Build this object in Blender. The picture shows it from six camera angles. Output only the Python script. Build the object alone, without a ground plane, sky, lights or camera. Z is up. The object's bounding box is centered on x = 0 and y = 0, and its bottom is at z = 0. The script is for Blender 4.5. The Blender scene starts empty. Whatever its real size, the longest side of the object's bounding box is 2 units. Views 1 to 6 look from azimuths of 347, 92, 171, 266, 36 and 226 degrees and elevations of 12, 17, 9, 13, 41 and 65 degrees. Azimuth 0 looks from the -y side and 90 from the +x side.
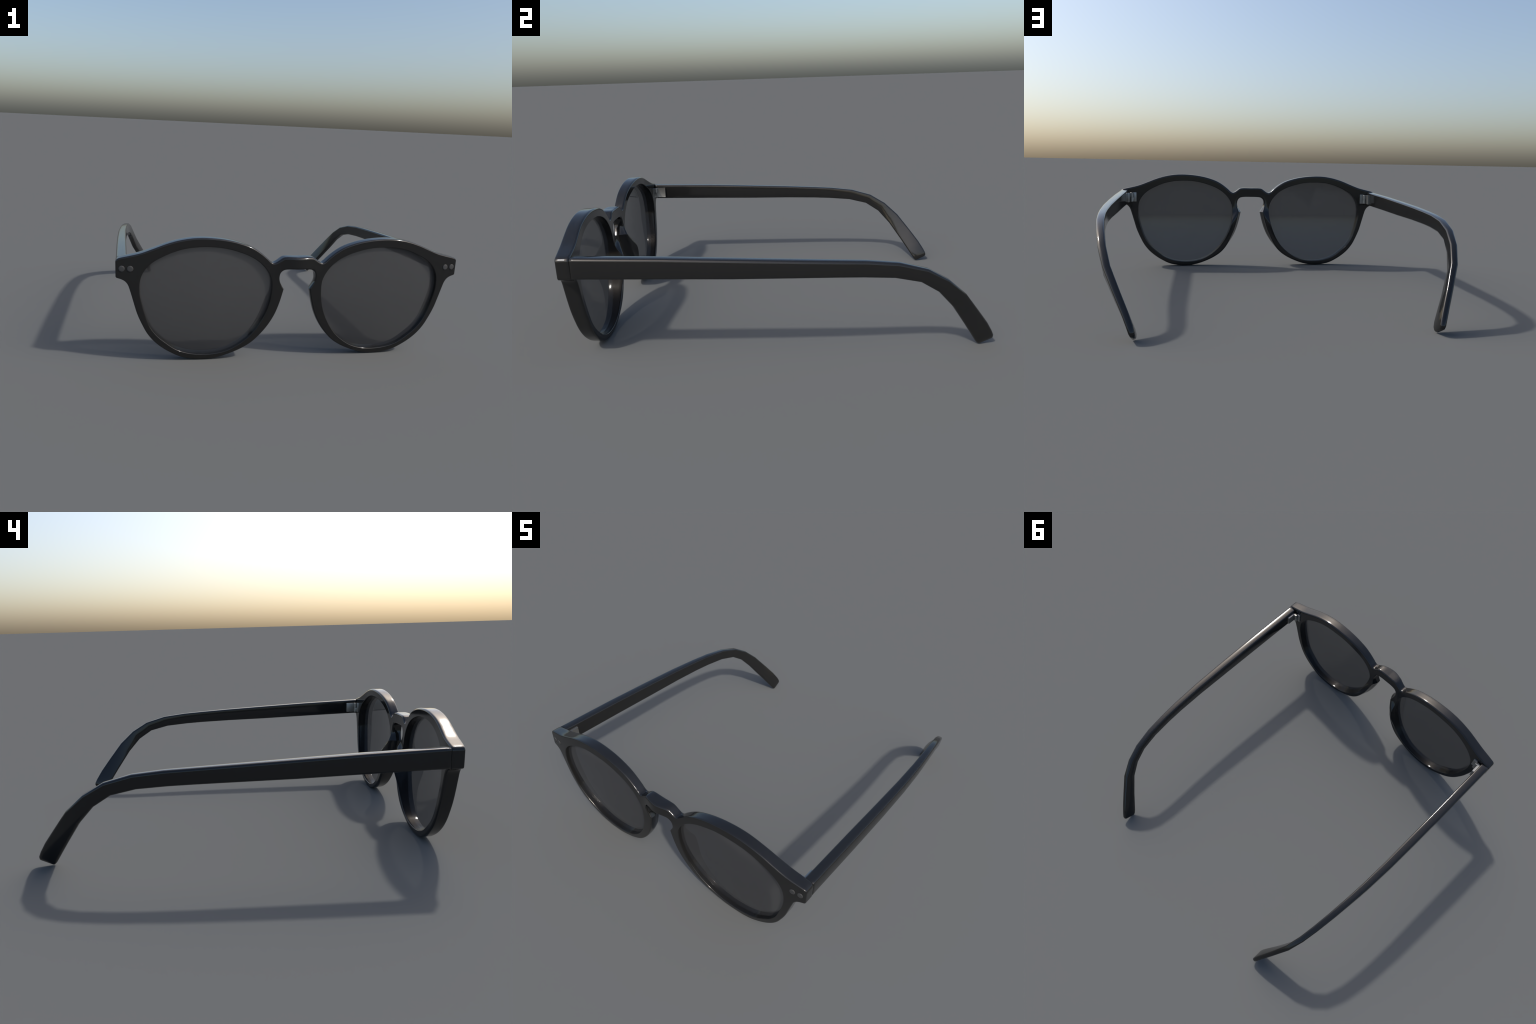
"""Round acetate keyhole-bridge sunglasses, arms open, standing on a surface."""
import bpy, bmesh, math
import numpy as np
from mathutils import Vector
from mathutils.geometry import delaunay_2d_cdt

# ------------------------------------------------------------------ materials
def material(name, color, rough, metallic=0.0, alpha=1.0, bump=0.0, mottle=0.0, scale=60.0):
    m = bpy.data.materials.new(name)
    m.use_nodes = True
    nt = m.node_tree
    b = nt.nodes["Principled BSDF"]
    b.inputs["Base Color"].default_value = (*color, 1)
    b.inputs["Roughness"].default_value = rough
    b.inputs["Metallic"].default_value = metallic
    b.inputs["Alpha"].default_value = alpha
    tc = nt.nodes.new("ShaderNodeTexCoord")
    nz = nt.nodes.new("ShaderNodeTexNoise")
    nz.inputs["Scale"].default_value = scale
    nz.inputs["Detail"].default_value = 3
    nt.links.new(tc.outputs["Object"], nz.inputs["Vector"])
    if mottle:
        mx = nt.nodes.new("ShaderNodeMix"); mx.data_type = 'RGBA'
        mx.inputs[6].default_value = (*[c * (1 - mottle) for c in color], 1)
        mx.inputs[7].default_value = (*[c * (1 + mottle) for c in color], 1)
        nt.links.new(nz.outputs["Fac"], mx.inputs[0])
        nt.links.new(mx.outputs[2], b.inputs["Base Color"])
    if bump:
        bp = nt.nodes.new("ShaderNodeBump")
        bp.inputs["Strength"].default_value = bump
        bp.inputs["Distance"].default_value = 0.001
        nt.links.new(nz.outputs["Fac"], bp.inputs["Height"])
        nt.links.new(bp.outputs["Normal"], b.inputs["Normal"])
    return m

ACETATE = material("black_acetate", (0.0118, 0.0118, 0.0117), 0.105, mottle=0.04, scale=12)
LENS = material("smoked_lens", (0.052, 0.052, 0.0535), 0.04, alpha=0.63, mottle=0.02, scale=8)
STEEL = material("brushed_steel", (0.37, 0.365, 0.345), 0.42, metallic=0.9, mottle=0.08, scale=150)
RIVET = material("rivet_steel", (0.040, 0.0405, 0.0415), 0.6, metallic=0.0, mottle=0.05, scale=150)
DARK = material("screw_slot", (0.01, 0.01, 0.011), 0.5)

# ------------------------------------------------------------------ helpers
def smooth(a, b, t):
    t = min(1.0, max(0.0, (t - a) / (b - a)))
    return t * t * (3 - 2 * t)

def spline(points, step=0.007):
    """Centripetal Catmull-Rom through points, resampled at about `step`."""
    P = np.array(points, float)
    if len(P) == 2:
        n = max(1, int(round(np.linalg.norm(P[1] - P[0]) / step)))
        return [P[0] + (P[1] - P[0]) * i / n for i in range(n + 1)]
    E = np.vstack([2 * P[0] - P[1], P, 2 * P[-1] - P[-2]])
    dense = []
    for i in range(1, len(E) - 2):
        p0, p1, p2, p3 = E[i - 1:i + 3]
        t0 = 0.0
        t1 = t0 + np.linalg.norm(p1 - p0) ** .5
        t2 = t1 + np.linalg.norm(p2 - p1) ** .5
        t3 = t2 + np.linalg.norm(p3 - p2) ** .5
        for k in range(24):
            t = t1 + (t2 - t1) * k / 24
            A1 = (t1 - t) / (t1 - t0) * p0 + (t - t0) / (t1 - t0) * p1
            A2 = (t2 - t) / (t2 - t1) * p1 + (t - t1) / (t2 - t1) * p2
            A3 = (t3 - t) / (t3 - t2) * p2 + (t - t2) / (t3 - t2) * p3
            B1 = (t2 - t) / (t2 - t0) * A1 + (t - t0) / (t2 - t0) * A2
            B2 = (t3 - t) / (t3 - t1) * A2 + (t - t1) / (t3 - t1) * A3
            dense.append((t2 - t) / (t2 - t1) * B1 + (t - t1) / (t2 - t1) * B2)
    dense.append(P[-1])
    D = np.array(dense)
    s = np.concatenate([[0], np.cumsum(np.linalg.norm(np.diff(D, axis=0), axis=1))])
    n = max(2, int(round(s[-1] / step)))
    q = np.linspace(0, s[-1], n + 1)
    return [np.array([np.interp(v, s, D[:, k]) for k in range(D.shape[1])]) for v in q]

def chain(*segments, step=0.007):
    out = []
    for sg in segments:
        c = spline(sg, step)
        out += c if not out else c[1:]
    return out

def mesh_object(name, verts, faces, mat, parent=None, angle=35, flip=False):
    me = bpy.data.meshes.new(name)
    if flip:
        faces = [tuple(reversed(f)) for f in faces]
    me.from_pydata([tuple(map(float, v)) for v in verts], [], faces)
    me.update()
    for p in me.polygons:
        p.use_smooth = True
    me.set_sharp_from_angle(angle=math.radians(angle))
    me.materials.append(mat)
    ob = bpy.data.objects.new(name, me)
    bpy.context.collection.objects.link(ob)
    if parent:
        ob.parent = parent
    return ob

def fix_normals(ob):
    bm = bmesh.new(); bm.from_mesh(ob.data)
    bmesh.ops.recalc_face_normals(bm, faces=bm.faces)
    bm.to_mesh(ob.data); bm.free()

def inside(poly, X, Y):
    """even-odd test of many points (arrays X, Y) against a closed polygon"""
    P = np.array([tuple(p) for p in poly]); Q = np.roll(P, 1, axis=0)
    c = np.zeros(len(X), bool)
    for (xi, yi), (xj, yj) in zip(P, Q):
        if yi == yj: continue
        hit = ((yi > Y) != (yj > Y)) & (X < (xj - xi) * (Y - yi) / (yj - yi) + xi)
        c ^= hit
    return c

def ring_normals(ring, outward=True):
    """Unit normals of a closed ring (counter-clockwise) with miter length."""
    R = np.array(ring); n = len(R); out = []
    for i in range(n):
        a = R[i] - R[i - 1]; b = R[(i + 1) % n] - R[i]
        a = a / np.linalg.norm(a); b = b / np.linalg.norm(b)
        na = np.array([a[1], -a[0]]); nb = np.array([b[1], -b[0]])
        m = na + nb; m = m / np.linalg.norm(m)
        m = m / max(0.55, float(m @ na))
        out.append(m if outward else -m)
    return np.array(out)

# ------------------------------------------------------------------ front frame: surfaces
def bridge_weight(x, z):
    return math.exp(-(x / 0.082) ** 2) * smooth(0.40, 0.49, z)

def front_y(x, z):
    a = abs(x); b = z - 0.45
    return (-0.9732 + 0.0021 * a * a + 0.0440 * a ** 4 - 0.0228 * b + 0.1657 * b * b
            - 0.0265 * bridge_weight(x, z))

def across_nasal_rim(x, z):
    """0 on the nose side of the rim, 1 at the lens opening"""
    zs = (.10, .14, .20, .25, .31, .386, .43, .46)
    xo = np.interp(z, zs, (.215, .177, .135, .108, .088, .068, .094, .097))
    xi = np.interp(z, zs, (.265, .227, .186, .162, .143, .134, .137, .149))
    return min(1.0, max(0.0, (abs(x) - xo) / (xi - xo)))

def pad_bump(x, z):
    """nose-pad swelling on the rear of the nasal rim; its crest runs down towards the lens"""
    u = across_nasal_rim(x, z)
    crest = 0.385 - 0.085 * u
    amp = (0.018 + 0.017 * u) * (1 - smooth(0.25, 0.32, abs(x)))
    return amp * math.exp(-((z - crest) / (0.050 if z > crest else 0.085)) ** 2)

def back_y(x, z):
    a = abs(x)
    brow = smooth(0.20, 0.42, z)
    return (-0.8695 - 0.026 * z + 0.004 * (a / 0.9) ** 6 - 0.014 * brow * (1 - smooth(.62, .88, a))
            - 0.0265 * math.exp(-(a / 0.34) ** 2) * brow + pad_bump(x, z))

def back_shift(x, z):
    """the nasal wall splays away from the nose towards the rear"""
    w = (1 - across_nasal_rim(x, z)) * (1 - smooth(.2, .26, abs(x))) * smooth(0.10, 0.24, z) * (1 - smooth(0.37, 0.47, z))
    return math.copysign(0.016 * w, x)

# ------------------------------------------------------------------ front frame: outlines (right half, x >= 0)
BRIDGE_TOP = [(0.0, .5590), (.03, .5595), (.058, .5592), (.080, .5555), (.100, .542), (.117, .530), (.131, .5255),
              (.145, .532), (.163, .549), (.205, .582), (.25, .608), (.317, .631), (.383, .6445),
              (.447, .651), (.498, .6525), (.553, .649), (.616, .6375), (.675, .620), (.739, .5945),
              (.801, .571), (.862, .5555), (.890, .549), (.908, .5435), (.9165, .537), (.9195, .528)]
END_SIDE = [(.9195, .528), (.9187, .452)]
OUTER_LOW = [(.9187, .452), (.9165, .4475), (.912, .4455), (.893, .440), (.8735, .429), (.8595, .411), (.8475, .376),
             (.8325, .323), (.814, .260), (.7905, .204), (.763, .151), (.7265, .105), (.682, .067), (.638, .039),
             (.592, .0165), (.545, .005), (.478, .0), (.40, .008), (.315, .037), (.260, .065), (.220, .0935), (.179, .1365),
             (.142, .1865), (.110, .246), (.0875, .312), (.070, .3860)]
KEYHOLE = [(.070, .3860), (.083, .407), (.094, .430), (.097, .454), (.091, .476), (.074, .490), (.045, .4945), (0, .495)]
right = chain(BRIDGE_TOP, END_SIDE, OUTER_LOW, KEYHOLE)
left = [np.array([-p[0], p[1]]) for p in reversed(right)][1:-1]
OUTER = list(reversed(right + left))          # counter-clockwise
OPENING = [(.803, .405), (.799, .440), (.7875, .472), (.766, .503), (.738, .529), (.697, .554), (.655, .574),
           (.594, .595), (.533, .605), (.467, .6075), (.400, .603), (.335, .589), (.270, .567), (.215, .537),
           (.174, .500), (.149, .463), (.137, .432), (.134, .400), (.138, .338), (.1545, .270), (.184, .203),
           (.227, .140), (.279, .091), (.343, .052), (.410, .033), (.485, .029), (.556, .0385), (.615, .060),
           (.668, .0985), (.717, .143), (.752, .193), (.774, .250), (.791, .310), (.8015, .363)]
def closed_spline(pts, step=.007):
    k = 4
    ext = pts[-k:] + pts + pts[:k + 1]
    c = spline(ext, step / 4)
    a, b = np.array(pts[0]), np.array(pts[0])
    C = np.array(c)
    d = np.linalg.norm(C - a, axis=1)
    half = len(C) // 2
    i0 = int(np.argmin(d[:half])); i1 = half + int(np.argmin(d[half:]))
    L = C[i0:i1 + 1]
    s = np.concatenate([[0], np.cumsum(np.linalg.norm(np.diff(L, axis=0), axis=1))])
    n = int(s[-1] / step)
    q = np.linspace(0, s[-1], n + 1)[:-1]
    return [np.array([np.interp(v, s, L[:, j]) for j in (0, 1)]) for v in q]
HOLE_R = closed_spline(OPENING)               # counter-clockwise
HOLE_L = [np.array([-p[0], p[1]]) for p in reversed(HOLE_R)]

def area(r):
    R = np.array(r); x, y = R[:, 0], R[:, 1]
    return 0.5 * float(np.sum(x * np.roll(y, -1) - np.roll(x, -1) * y))
if area(OUTER) < 0: OUTER.reverse()
if area(HOLE_R) < 0: HOLE_R.reverse()
if area(HOLE_L) < 0: HOLE_L.reverse()

def fill(rings_out, rings_hole, grid):
    """constrained Delaunay fill of a 2D region with interior grid points"""
    pts, edges, owner = [], [], []
    for r in rings_out + rings_hole:
        s = len(pts); n = len(r)
        pts += [Vector((float(p[0]), float(p[1]))) for p in r]
        edges += [(s + i, s + (i + 1) % n) for i in range(n)]
    ring_pts = np.array([tuple(p) for p in pts])
    lo, hi = ring_pts.min(0), ring_pts.max(0)
    ni, nj = int((hi[0] - lo[0]) / grid) + 1, int((hi[1] - lo[1]) / grid) + 1
    G = np.array([(lo[0] + (i + (0.5 if j % 2 else 0)) * grid, lo[1] + j * grid) for i in range(ni) for j in range(nj)])
    def region(A):
        m = np.zeros(len(A), bool)
        for r in rings_out: m |= inside(r, A[:, 0], A[:, 1])
        for r in rings_hole: m &= ~inside(r, A[:, 0], A[:, 1])
        return m
    G = G[region(G)]
    for g in G:
        if np.min(np.sum((ring_pts - g) ** 2, axis=1)) >= (0.5 * grid) ** 2:
            pts.append(Vector((float(g[0]), float(g[1]))))
    v, e, f, ov, oe, of = delaunay_2d_cdt(pts, edges, [], 0, 1e-7)
    V = np.array([tuple(p) for p in v])
    C = np.array([V[list(t)].mean(axis=0) for t in f])
    keep = [tuple(t) for t, k in zip(f, region(C)) if k]
    remap = {}
    for i, o in enumerate(ov):
        for k in o: remap[k] = i
    return [tuple(p) for p in v], keep, remap

def build_frame(parent):
    verts, faces, flat = [], [], []
    rings = [(OUTER, +1), (HOLE_R, -1), (HOLE_L, -1)]
    SEG, WALL = 5, 4
    fronts, backs, strips = [], [], []
    for ring, sign in rings:
        nrm = ring_normals(ring) * sign
        rows = []
        def radius(p, side):
            if sign < 0:
                return 0.0045 if side == 'f' else 0.0035
            base = 0.0070 if side == 'f' else 0.011
            return base + (0.006 if side == 'f' else -0.001) * math.exp(-(p[0] / .11) ** 4) * smooth(.44, .5, p[1])
        for k in range(SEG + 1):                       # front rounding
            a = math.pi / 2 * k / SEG
            row = []
            for p, n in zip(ring, nrm):
                r = radius(p, 'f')
                q = p - n * r * (1 - math.sin(a))
                row.append((q[0], front_y(*q) + r * (1 - math.cos(a)), q[1]))
            rows.append(row)
        wall_a = rows[-1]
        brows = []
        for k in range(SEG + 1):                       # rear rounding
            a = math.pi / 2 * (1 - k / SEG)
            row = []
            for p, n in zip(ring, nrm):
                r = radius(p, 'b')
                q = p - n * r * (1 - math.sin(a))
                row.append((q[0] + back_shift(*q), back_y(*q) - r * (1 - math.cos(a)), q[1]))
            brows.append(row)
        for k in range(1, WALL):
            t = k / WALL
            mid = [np.array(u) * (1 - t) + np.array(v) * t for u, v in zip(wall_a, brows[0])]
            if sign > 0:                               # the pad's flank swells towards the nose at mid depth
                for q in mid:
                    q[0] -= 0.45 * back_shift(q[0], q[2]) * math.sin(math.pi * t)
            rows.append([tuple(q) for q in mid])
        rows += brows
        rf = [np.array((q[0], q[2])) for q in rows[0]]
        rb = []
        for p, n in zip(ring, nrm):
            rb.append(p - n * radius(p, 'b'))
        fronts.append(rf); backs.append(rb); strips.append(rows)
    # strips
    first, last = [], []
    for rows in strips:
        base = len(verts); n = len(rows[0])
        for r in rows: verts += r
        for k in range(len(rows) - 1):
            for i in range(n):
                j = (i + 1) % n
                faces.append((base + k * n + i, base + k * n + j, base + (k + 1) * n + j, base + (k + 1) * n + i))
        first.append(base); last.append(base + (len(rows) - 1) * n)
    # faces
    for ring_set, starts, fn, sh in ((fronts, first, front_y, None), (backs, last, back_y, back_shift)):
        v2, tri, remap = fill([ring_set[0]], ring_set[1:], 0.011)
        idx = {}
        k = 0
        for r, s in zip(ring_set, starts):
            for i in range(len(r)):
                idx[remap[k]] = s + i; k += 1
        for i, p in enumerate(v2):
            if i not in idx:
                idx[i] = len(verts)
                verts.append((p[0] + (sh(*p) if sh else 0), fn(*p), p[1]))
        flat += [(k, fn, 1 if fn is front_y else -1) for k in idx.values()]
        for t in tri:
            g = tuple(idx[i] for i in t)
            if len(set(g)) == 3:
                faces.append(g)
    ob = mesh_object("frame_front", verts, faces, ACETATE, parent, angle=40)
    fix_normals(ob)
    me = ob.data
    me.set_sharp_from_angle(angle=math.radians(40))
    # exact surface normals on the two broad faces, so that reflections run clean
    exact = {}
    e = 1e-4
    for vi, fn, sg in flat:
        x, _, z = verts[vi]
        if fn is back_y: x -= back_shift(x, z)
        n = Vector(((fn(x + e, z) - fn(x - e, z)) / (2 * e), -1, (fn(x, z + e) - fn(x, z - e)) / (2 * e))).normalized() * sg
        exact[vi] = n
    normals = [tuple(c.vector) for c in me.corner_normals]
    for l in me.loops:
        if l.vertex_index in exact:
            normals[l.index] = tuple(exact[l.vertex_index])
    me.normals_split_custom_set(normals)
    return ob

# ------------------------------------------------------------------ lenses (spherical, set into the rims)
def lens_rho(x, z):
    return ((abs(x) - .47) / .336) ** 2 + ((z - .335) / .289) ** 2

def lens_y(x, z):
    """front of the lens: a step behind the rim at its edge, domed forward in the middle"""
    return (front_y(x, z) + 0.006 + 0.0105 * lens_rho(x, z)
            + 0.007 * max(0.0, (.335 - z) / .3)
            + 0.0035 * max(0.0, (abs(x) - .47) / .33) + 0.0035 * max(0.0, (.47 - abs(x)) / .33))

def build_lens(parent, sx):
    ring = HOLE_R if sx > 0 else HOLE_L
    nrm = ring_normals(ring)
    big = [p + n * 0.004 for p, n in zip(ring, nrm)]
    v2, tri, remap = fill([big], [], 0.022)
    n = len(v2)
    th = lambda x, z: 0.003
    verts = [(p[0], lens_y(*p), p[1]) for p in v2] + [(p[0], lens_y(*p) + th(*p), p[1]) for p in v2]
    faces = [tuple(t) for t in tri] + [tuple(i + n for i in reversed(t)) for t in tri]
    m = len(big)
    for i in range(m):
        a, b = remap[i], remap[(i + 1) % m]
        faces.append((a, b, b + n, a + n))
    ob = mesh_object("lens", verts, faces, LENS, parent, angle=50)
    fix_normals(ob)
    ob.data.set_sharp_from_angle(angle=math.radians(50))
    return ob

# ------------------------------------------------------------------ temples
# stations: (centre of the top edge, centre of the bottom edge, thickness, corner radius)
TEMPLE = [
    ((0.8910, -0.8805, 0.5390), (0.8910, -0.8805, 0.4470), 0.0510, 0.0120),
    ((0.8910, -0.8788, 0.5405), (0.8910, -0.8788, 0.4455), 0.0540, 0.0125),
    ((0.8910, -0.8650, 0.5400), (0.8910, -0.8650, 0.4455), 0.0540, 0.0125),
    ((0.8913, -0.5000, 0.5288), (0.8913, -0.5000, 0.4372), 0.0540, 0.0125),
    ((0.8903, -0.2000, 0.5158), (0.8903, -0.2000, 0.4292), 0.0520, 0.0125),
    ((0.8873, 0.0500, 0.5043), (0.8873, 0.0500, 0.4252), 0.0490, 0.0125),
    ((0.8793, 0.2500, 0.4938), (0.8793, 0.2430, 0.4202), 0.0450, 0.0125),
    ((0.8708, 0.3690, 0.4868), (0.8708, 0.3560, 0.4152), 0.0420, 0.0125),
    ((0.8578, 0.5110, 0.4708), (0.8573, 0.4920, 0.4047), 0.0400, 0.0125),
    ((0.8413, 0.6370, 0.4353), (0.8413, 0.6070, 0.3777), 0.0380, 0.0125),
    ((0.8218, 0.7350, 0.3773), (0.8233, 0.6910, 0.3237), 0.0360, 0.0125),
    ((0.7920, 0.8210, 0.2990), (0.7960, 0.7650, 0.2415), 0.0335, 0.0125),
    ((0.7430, 0.8990, 0.1980), (0.7385, 0.8380, 0.1345), 0.0320, 0.0120),
    ((0.7065, 0.9535, 0.1255), (0.7015, 0.8810, 0.0695), 0.0310, 0.0120),
    ((0.6850, 0.9850, 0.0750), (0.6810, 0.9050, 0.0325), 0.0300, 0.0120),
    ((0.6765, 0.9975, 0.0500), (0.6730, 0.9175, 0.0135), 0.0275, 0.0115),
    ((0.6720, 0.9985, 0.0365), (0.6700, 0.9275, 0.0030), 0.0220, 0.0095),
    ((0.6695, 0.9905, 0.0270), (0.6690, 0.9370, 0.0015), 0.0120, 0.0055),
]

def section(half_t, half_h, r_out, r_in, seg=4):
    """rounded rectangle in (thickness, height) coordinates; the outer edges are softer than the inner ones"""
    pts = []
    for sx, sy, a0, r in ((1, 1, 0, r_out), (-1, 1, 90, r_in), (-1, -1, 180, r_in), (1, -1, 270, r_out)):
        for k in range(seg + 1):
            a = math.radians(a0 + 90 * k / seg)
            pts.append((sx * (half_t - r) + r * math.cos(a), sy * (half_h - r) + r * math.sin(a)))
    return pts

def build_temple(parent, sx):
    T = [np.array(s[0]) for s in TEMPLE]; B = [np.array(s[1]) for s in TEMPLE]
    M = [(t + b) / 2 for t, b in zip(T, B)]
    verts, faces = [], []
    n = None
    blade = (T[13] - B[13]) / np.linalg.norm(T[13] - B[13])     # the flat tip keeps one plane
    for i, s in enumerate(TEMPLE):
        if i >= 12:
            tan = M[14] - M[12]
        else:
            tan = M[min(i + 1, len(M) - 1)] - M[max(i - 1, 0)]
        if i <= 2: tan = np.array([0, 1.0, 0])
        tan = tan / np.linalg.norm(tan)
        h = T[i] - B[i]; H = np.linalg.norm(h); h = h / H
        w = np.cross(tan, blade if i >= 12 else h); w = w / np.linalg.norm(w)
        if w[0] < 0: w = -w
        r = min(s[3], s[2] * .48, H * .48)
        sec = section(s[2] / 2, H / 2, r, min(r, 0.009))
        n = len(sec)
        for (a, b) in sec:
            q = M[i] + w * a + h * b
            verts.append((q[0] * sx, q[1], max(q[2], 0.0)))
    for i in range(len(TEMPLE) - 1):
        for k in range(n):
            j = (k + 1) % n
            faces.append((i * n + k, i * n + j, (i + 1) * n + j, (i + 1) * n + k))
    faces.append(tuple(range(n)))
    e = (len(TEMPLE) - 1) * n
    faces.append(tuple(e + k for k in reversed(range(n))))
    ob = mesh_object("temple", verts, faces, ACETATE, parent, angle=60)
    fix_normals(ob)
    ob.data.set_sharp_from_angle(angle=math.radians(60))
    return ob

# ------------------------------------------------------------------ metal hardware
def rounded_box(name, lo, hi, mat, parent, sx, r=.0015):
    bm = bmesh.new()
    bmesh.ops.create_cube(bm, size=1)
    for v in bm.verts:
        for k in range(3):
            v.co[k] = (lo[k] + hi[k]) / 2 + v.co[k] * (hi[k] - lo[k])
        v.co.x *= sx
    bmesh.ops.bevel(bm, geom=bm.edges[:], offset=r, segments=2, affect='EDGES', profile=.5)
    bmesh.ops.recalc_face_normals(bm, faces=bm.faces)
    me = bpy.data.meshes.new(name); bm.to_mesh(me); bm.free()
    for p in me.polygons: p.use_smooth = True
    me.set_sharp_from_angle(angle=math.radians(30))
    me.materials.append(mat)
    ob = bpy.data.objects.new(name, me); bpy.context.collection.objects.link(ob); ob.parent = parent
    return ob

def lathe(name, axis_origin, axis, profile, mat, parent, seg=28):
    """revolve (radius, along-axis) profile"""
    ax = Vector(axis).normalized(); u = ax.orthogonal().normalized(); w = ax.cross(u)
    o = Vector(axis_origin); verts, faces = [], []
    for r, t in profile:
        for k in range(seg):
            a = 2 * math.pi * k / seg
            verts.append(o + ax * t + (u * math.cos(a) + w * math.sin(a)) * r)
    for i in range(len(profile) - 1):
        for k in range(seg):
            j = (k + 1) % seg
            faces.append((i * seg + k, i * seg + j, (i + 1) * seg + j, (i + 1) * seg + k))
    faces.append(tuple(range(seg))); e = (len(profile) - 1) * seg
    faces.append(tuple(e + k for k in range(seg)))
    ob = mesh_object(name, verts, faces, mat, parent, angle=35)
    fix_normals(ob)
    ob.data.set_sharp_from_angle(angle=math.radians(35))
    return ob

def build_hinge(parent, sx):
    bx, by = .8415, -.866
    z0, z1, zm, g = .458, .521, .4895, .0014
    R = .0102; b = .0012; d = .004
    prof = [(R - b, z0), (R, z0 + b), (R, zm - g), (R - d, zm - g), (R - d, zm + g), (R, zm + g), (R, z1 - b), (R - b, z1)]
    hinge = lathe("hinge", (bx * sx, by, 0), (0, 0, 1), prof, STEEL, parent)
    rounded_box("frame_leaf", (.811, -.892, .458), (.8335, -.8735, .5225), STEEL, hinge, sx)
    rounded_box("frame_knuckle", (.829, -.890, .459), (.8405, -.861, zm - g), STEEL, hinge, sx)
    rounded_box("temple_leaf", (.8520, -.869, .457), (.872, -.805, .520), STEEL, hinge, sx)
    rounded_box("temple_knuckle", (.8415, -.873, zm + g), (.857, -.859, .5195), STEEL, hinge, sx)
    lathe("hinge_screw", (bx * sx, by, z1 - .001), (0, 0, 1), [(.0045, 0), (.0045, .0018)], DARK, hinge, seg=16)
    return hinge

def build_rivet(parent, x, z, sx):
    y = front_y(x, z)
    e = 1e-3
    nx = -(front_y(x + e, z) - front_y(x - e, z)) / (2 * e); nz = -(front_y(x, z + e) - front_y(x, z - e)) / (2 * e)
    axis = (-nx * sx, -1, -nz)
    R = .0152
    prof = [(R, -.004), (R, .0010), (R - .0008, .0022), (R - .002, .0028), (R * .5, .0029), (R * .1, .0029)]
    return lathe("rivet", (x * sx, y, z), axis, prof, RIVET, parent)

# ------------------------------------------------------------------ assemble
root = bpy.data.objects.new("sunglasses", None)
bpy.context.collection.objects.link(root)
root["label"] = "glossy black round sunglasses with smoked lenses and open arms"
root["category"] = "sunglasses"

build_frame(root)
for sx in (1, -1):
    build_lens(root, sx)
    build_temple(root, sx)
    build_hinge(root, sx)
    for rx in (.8485, .8895):
        build_rivet(root, rx, .4945, sx)
bpy.context.view_layer.update()
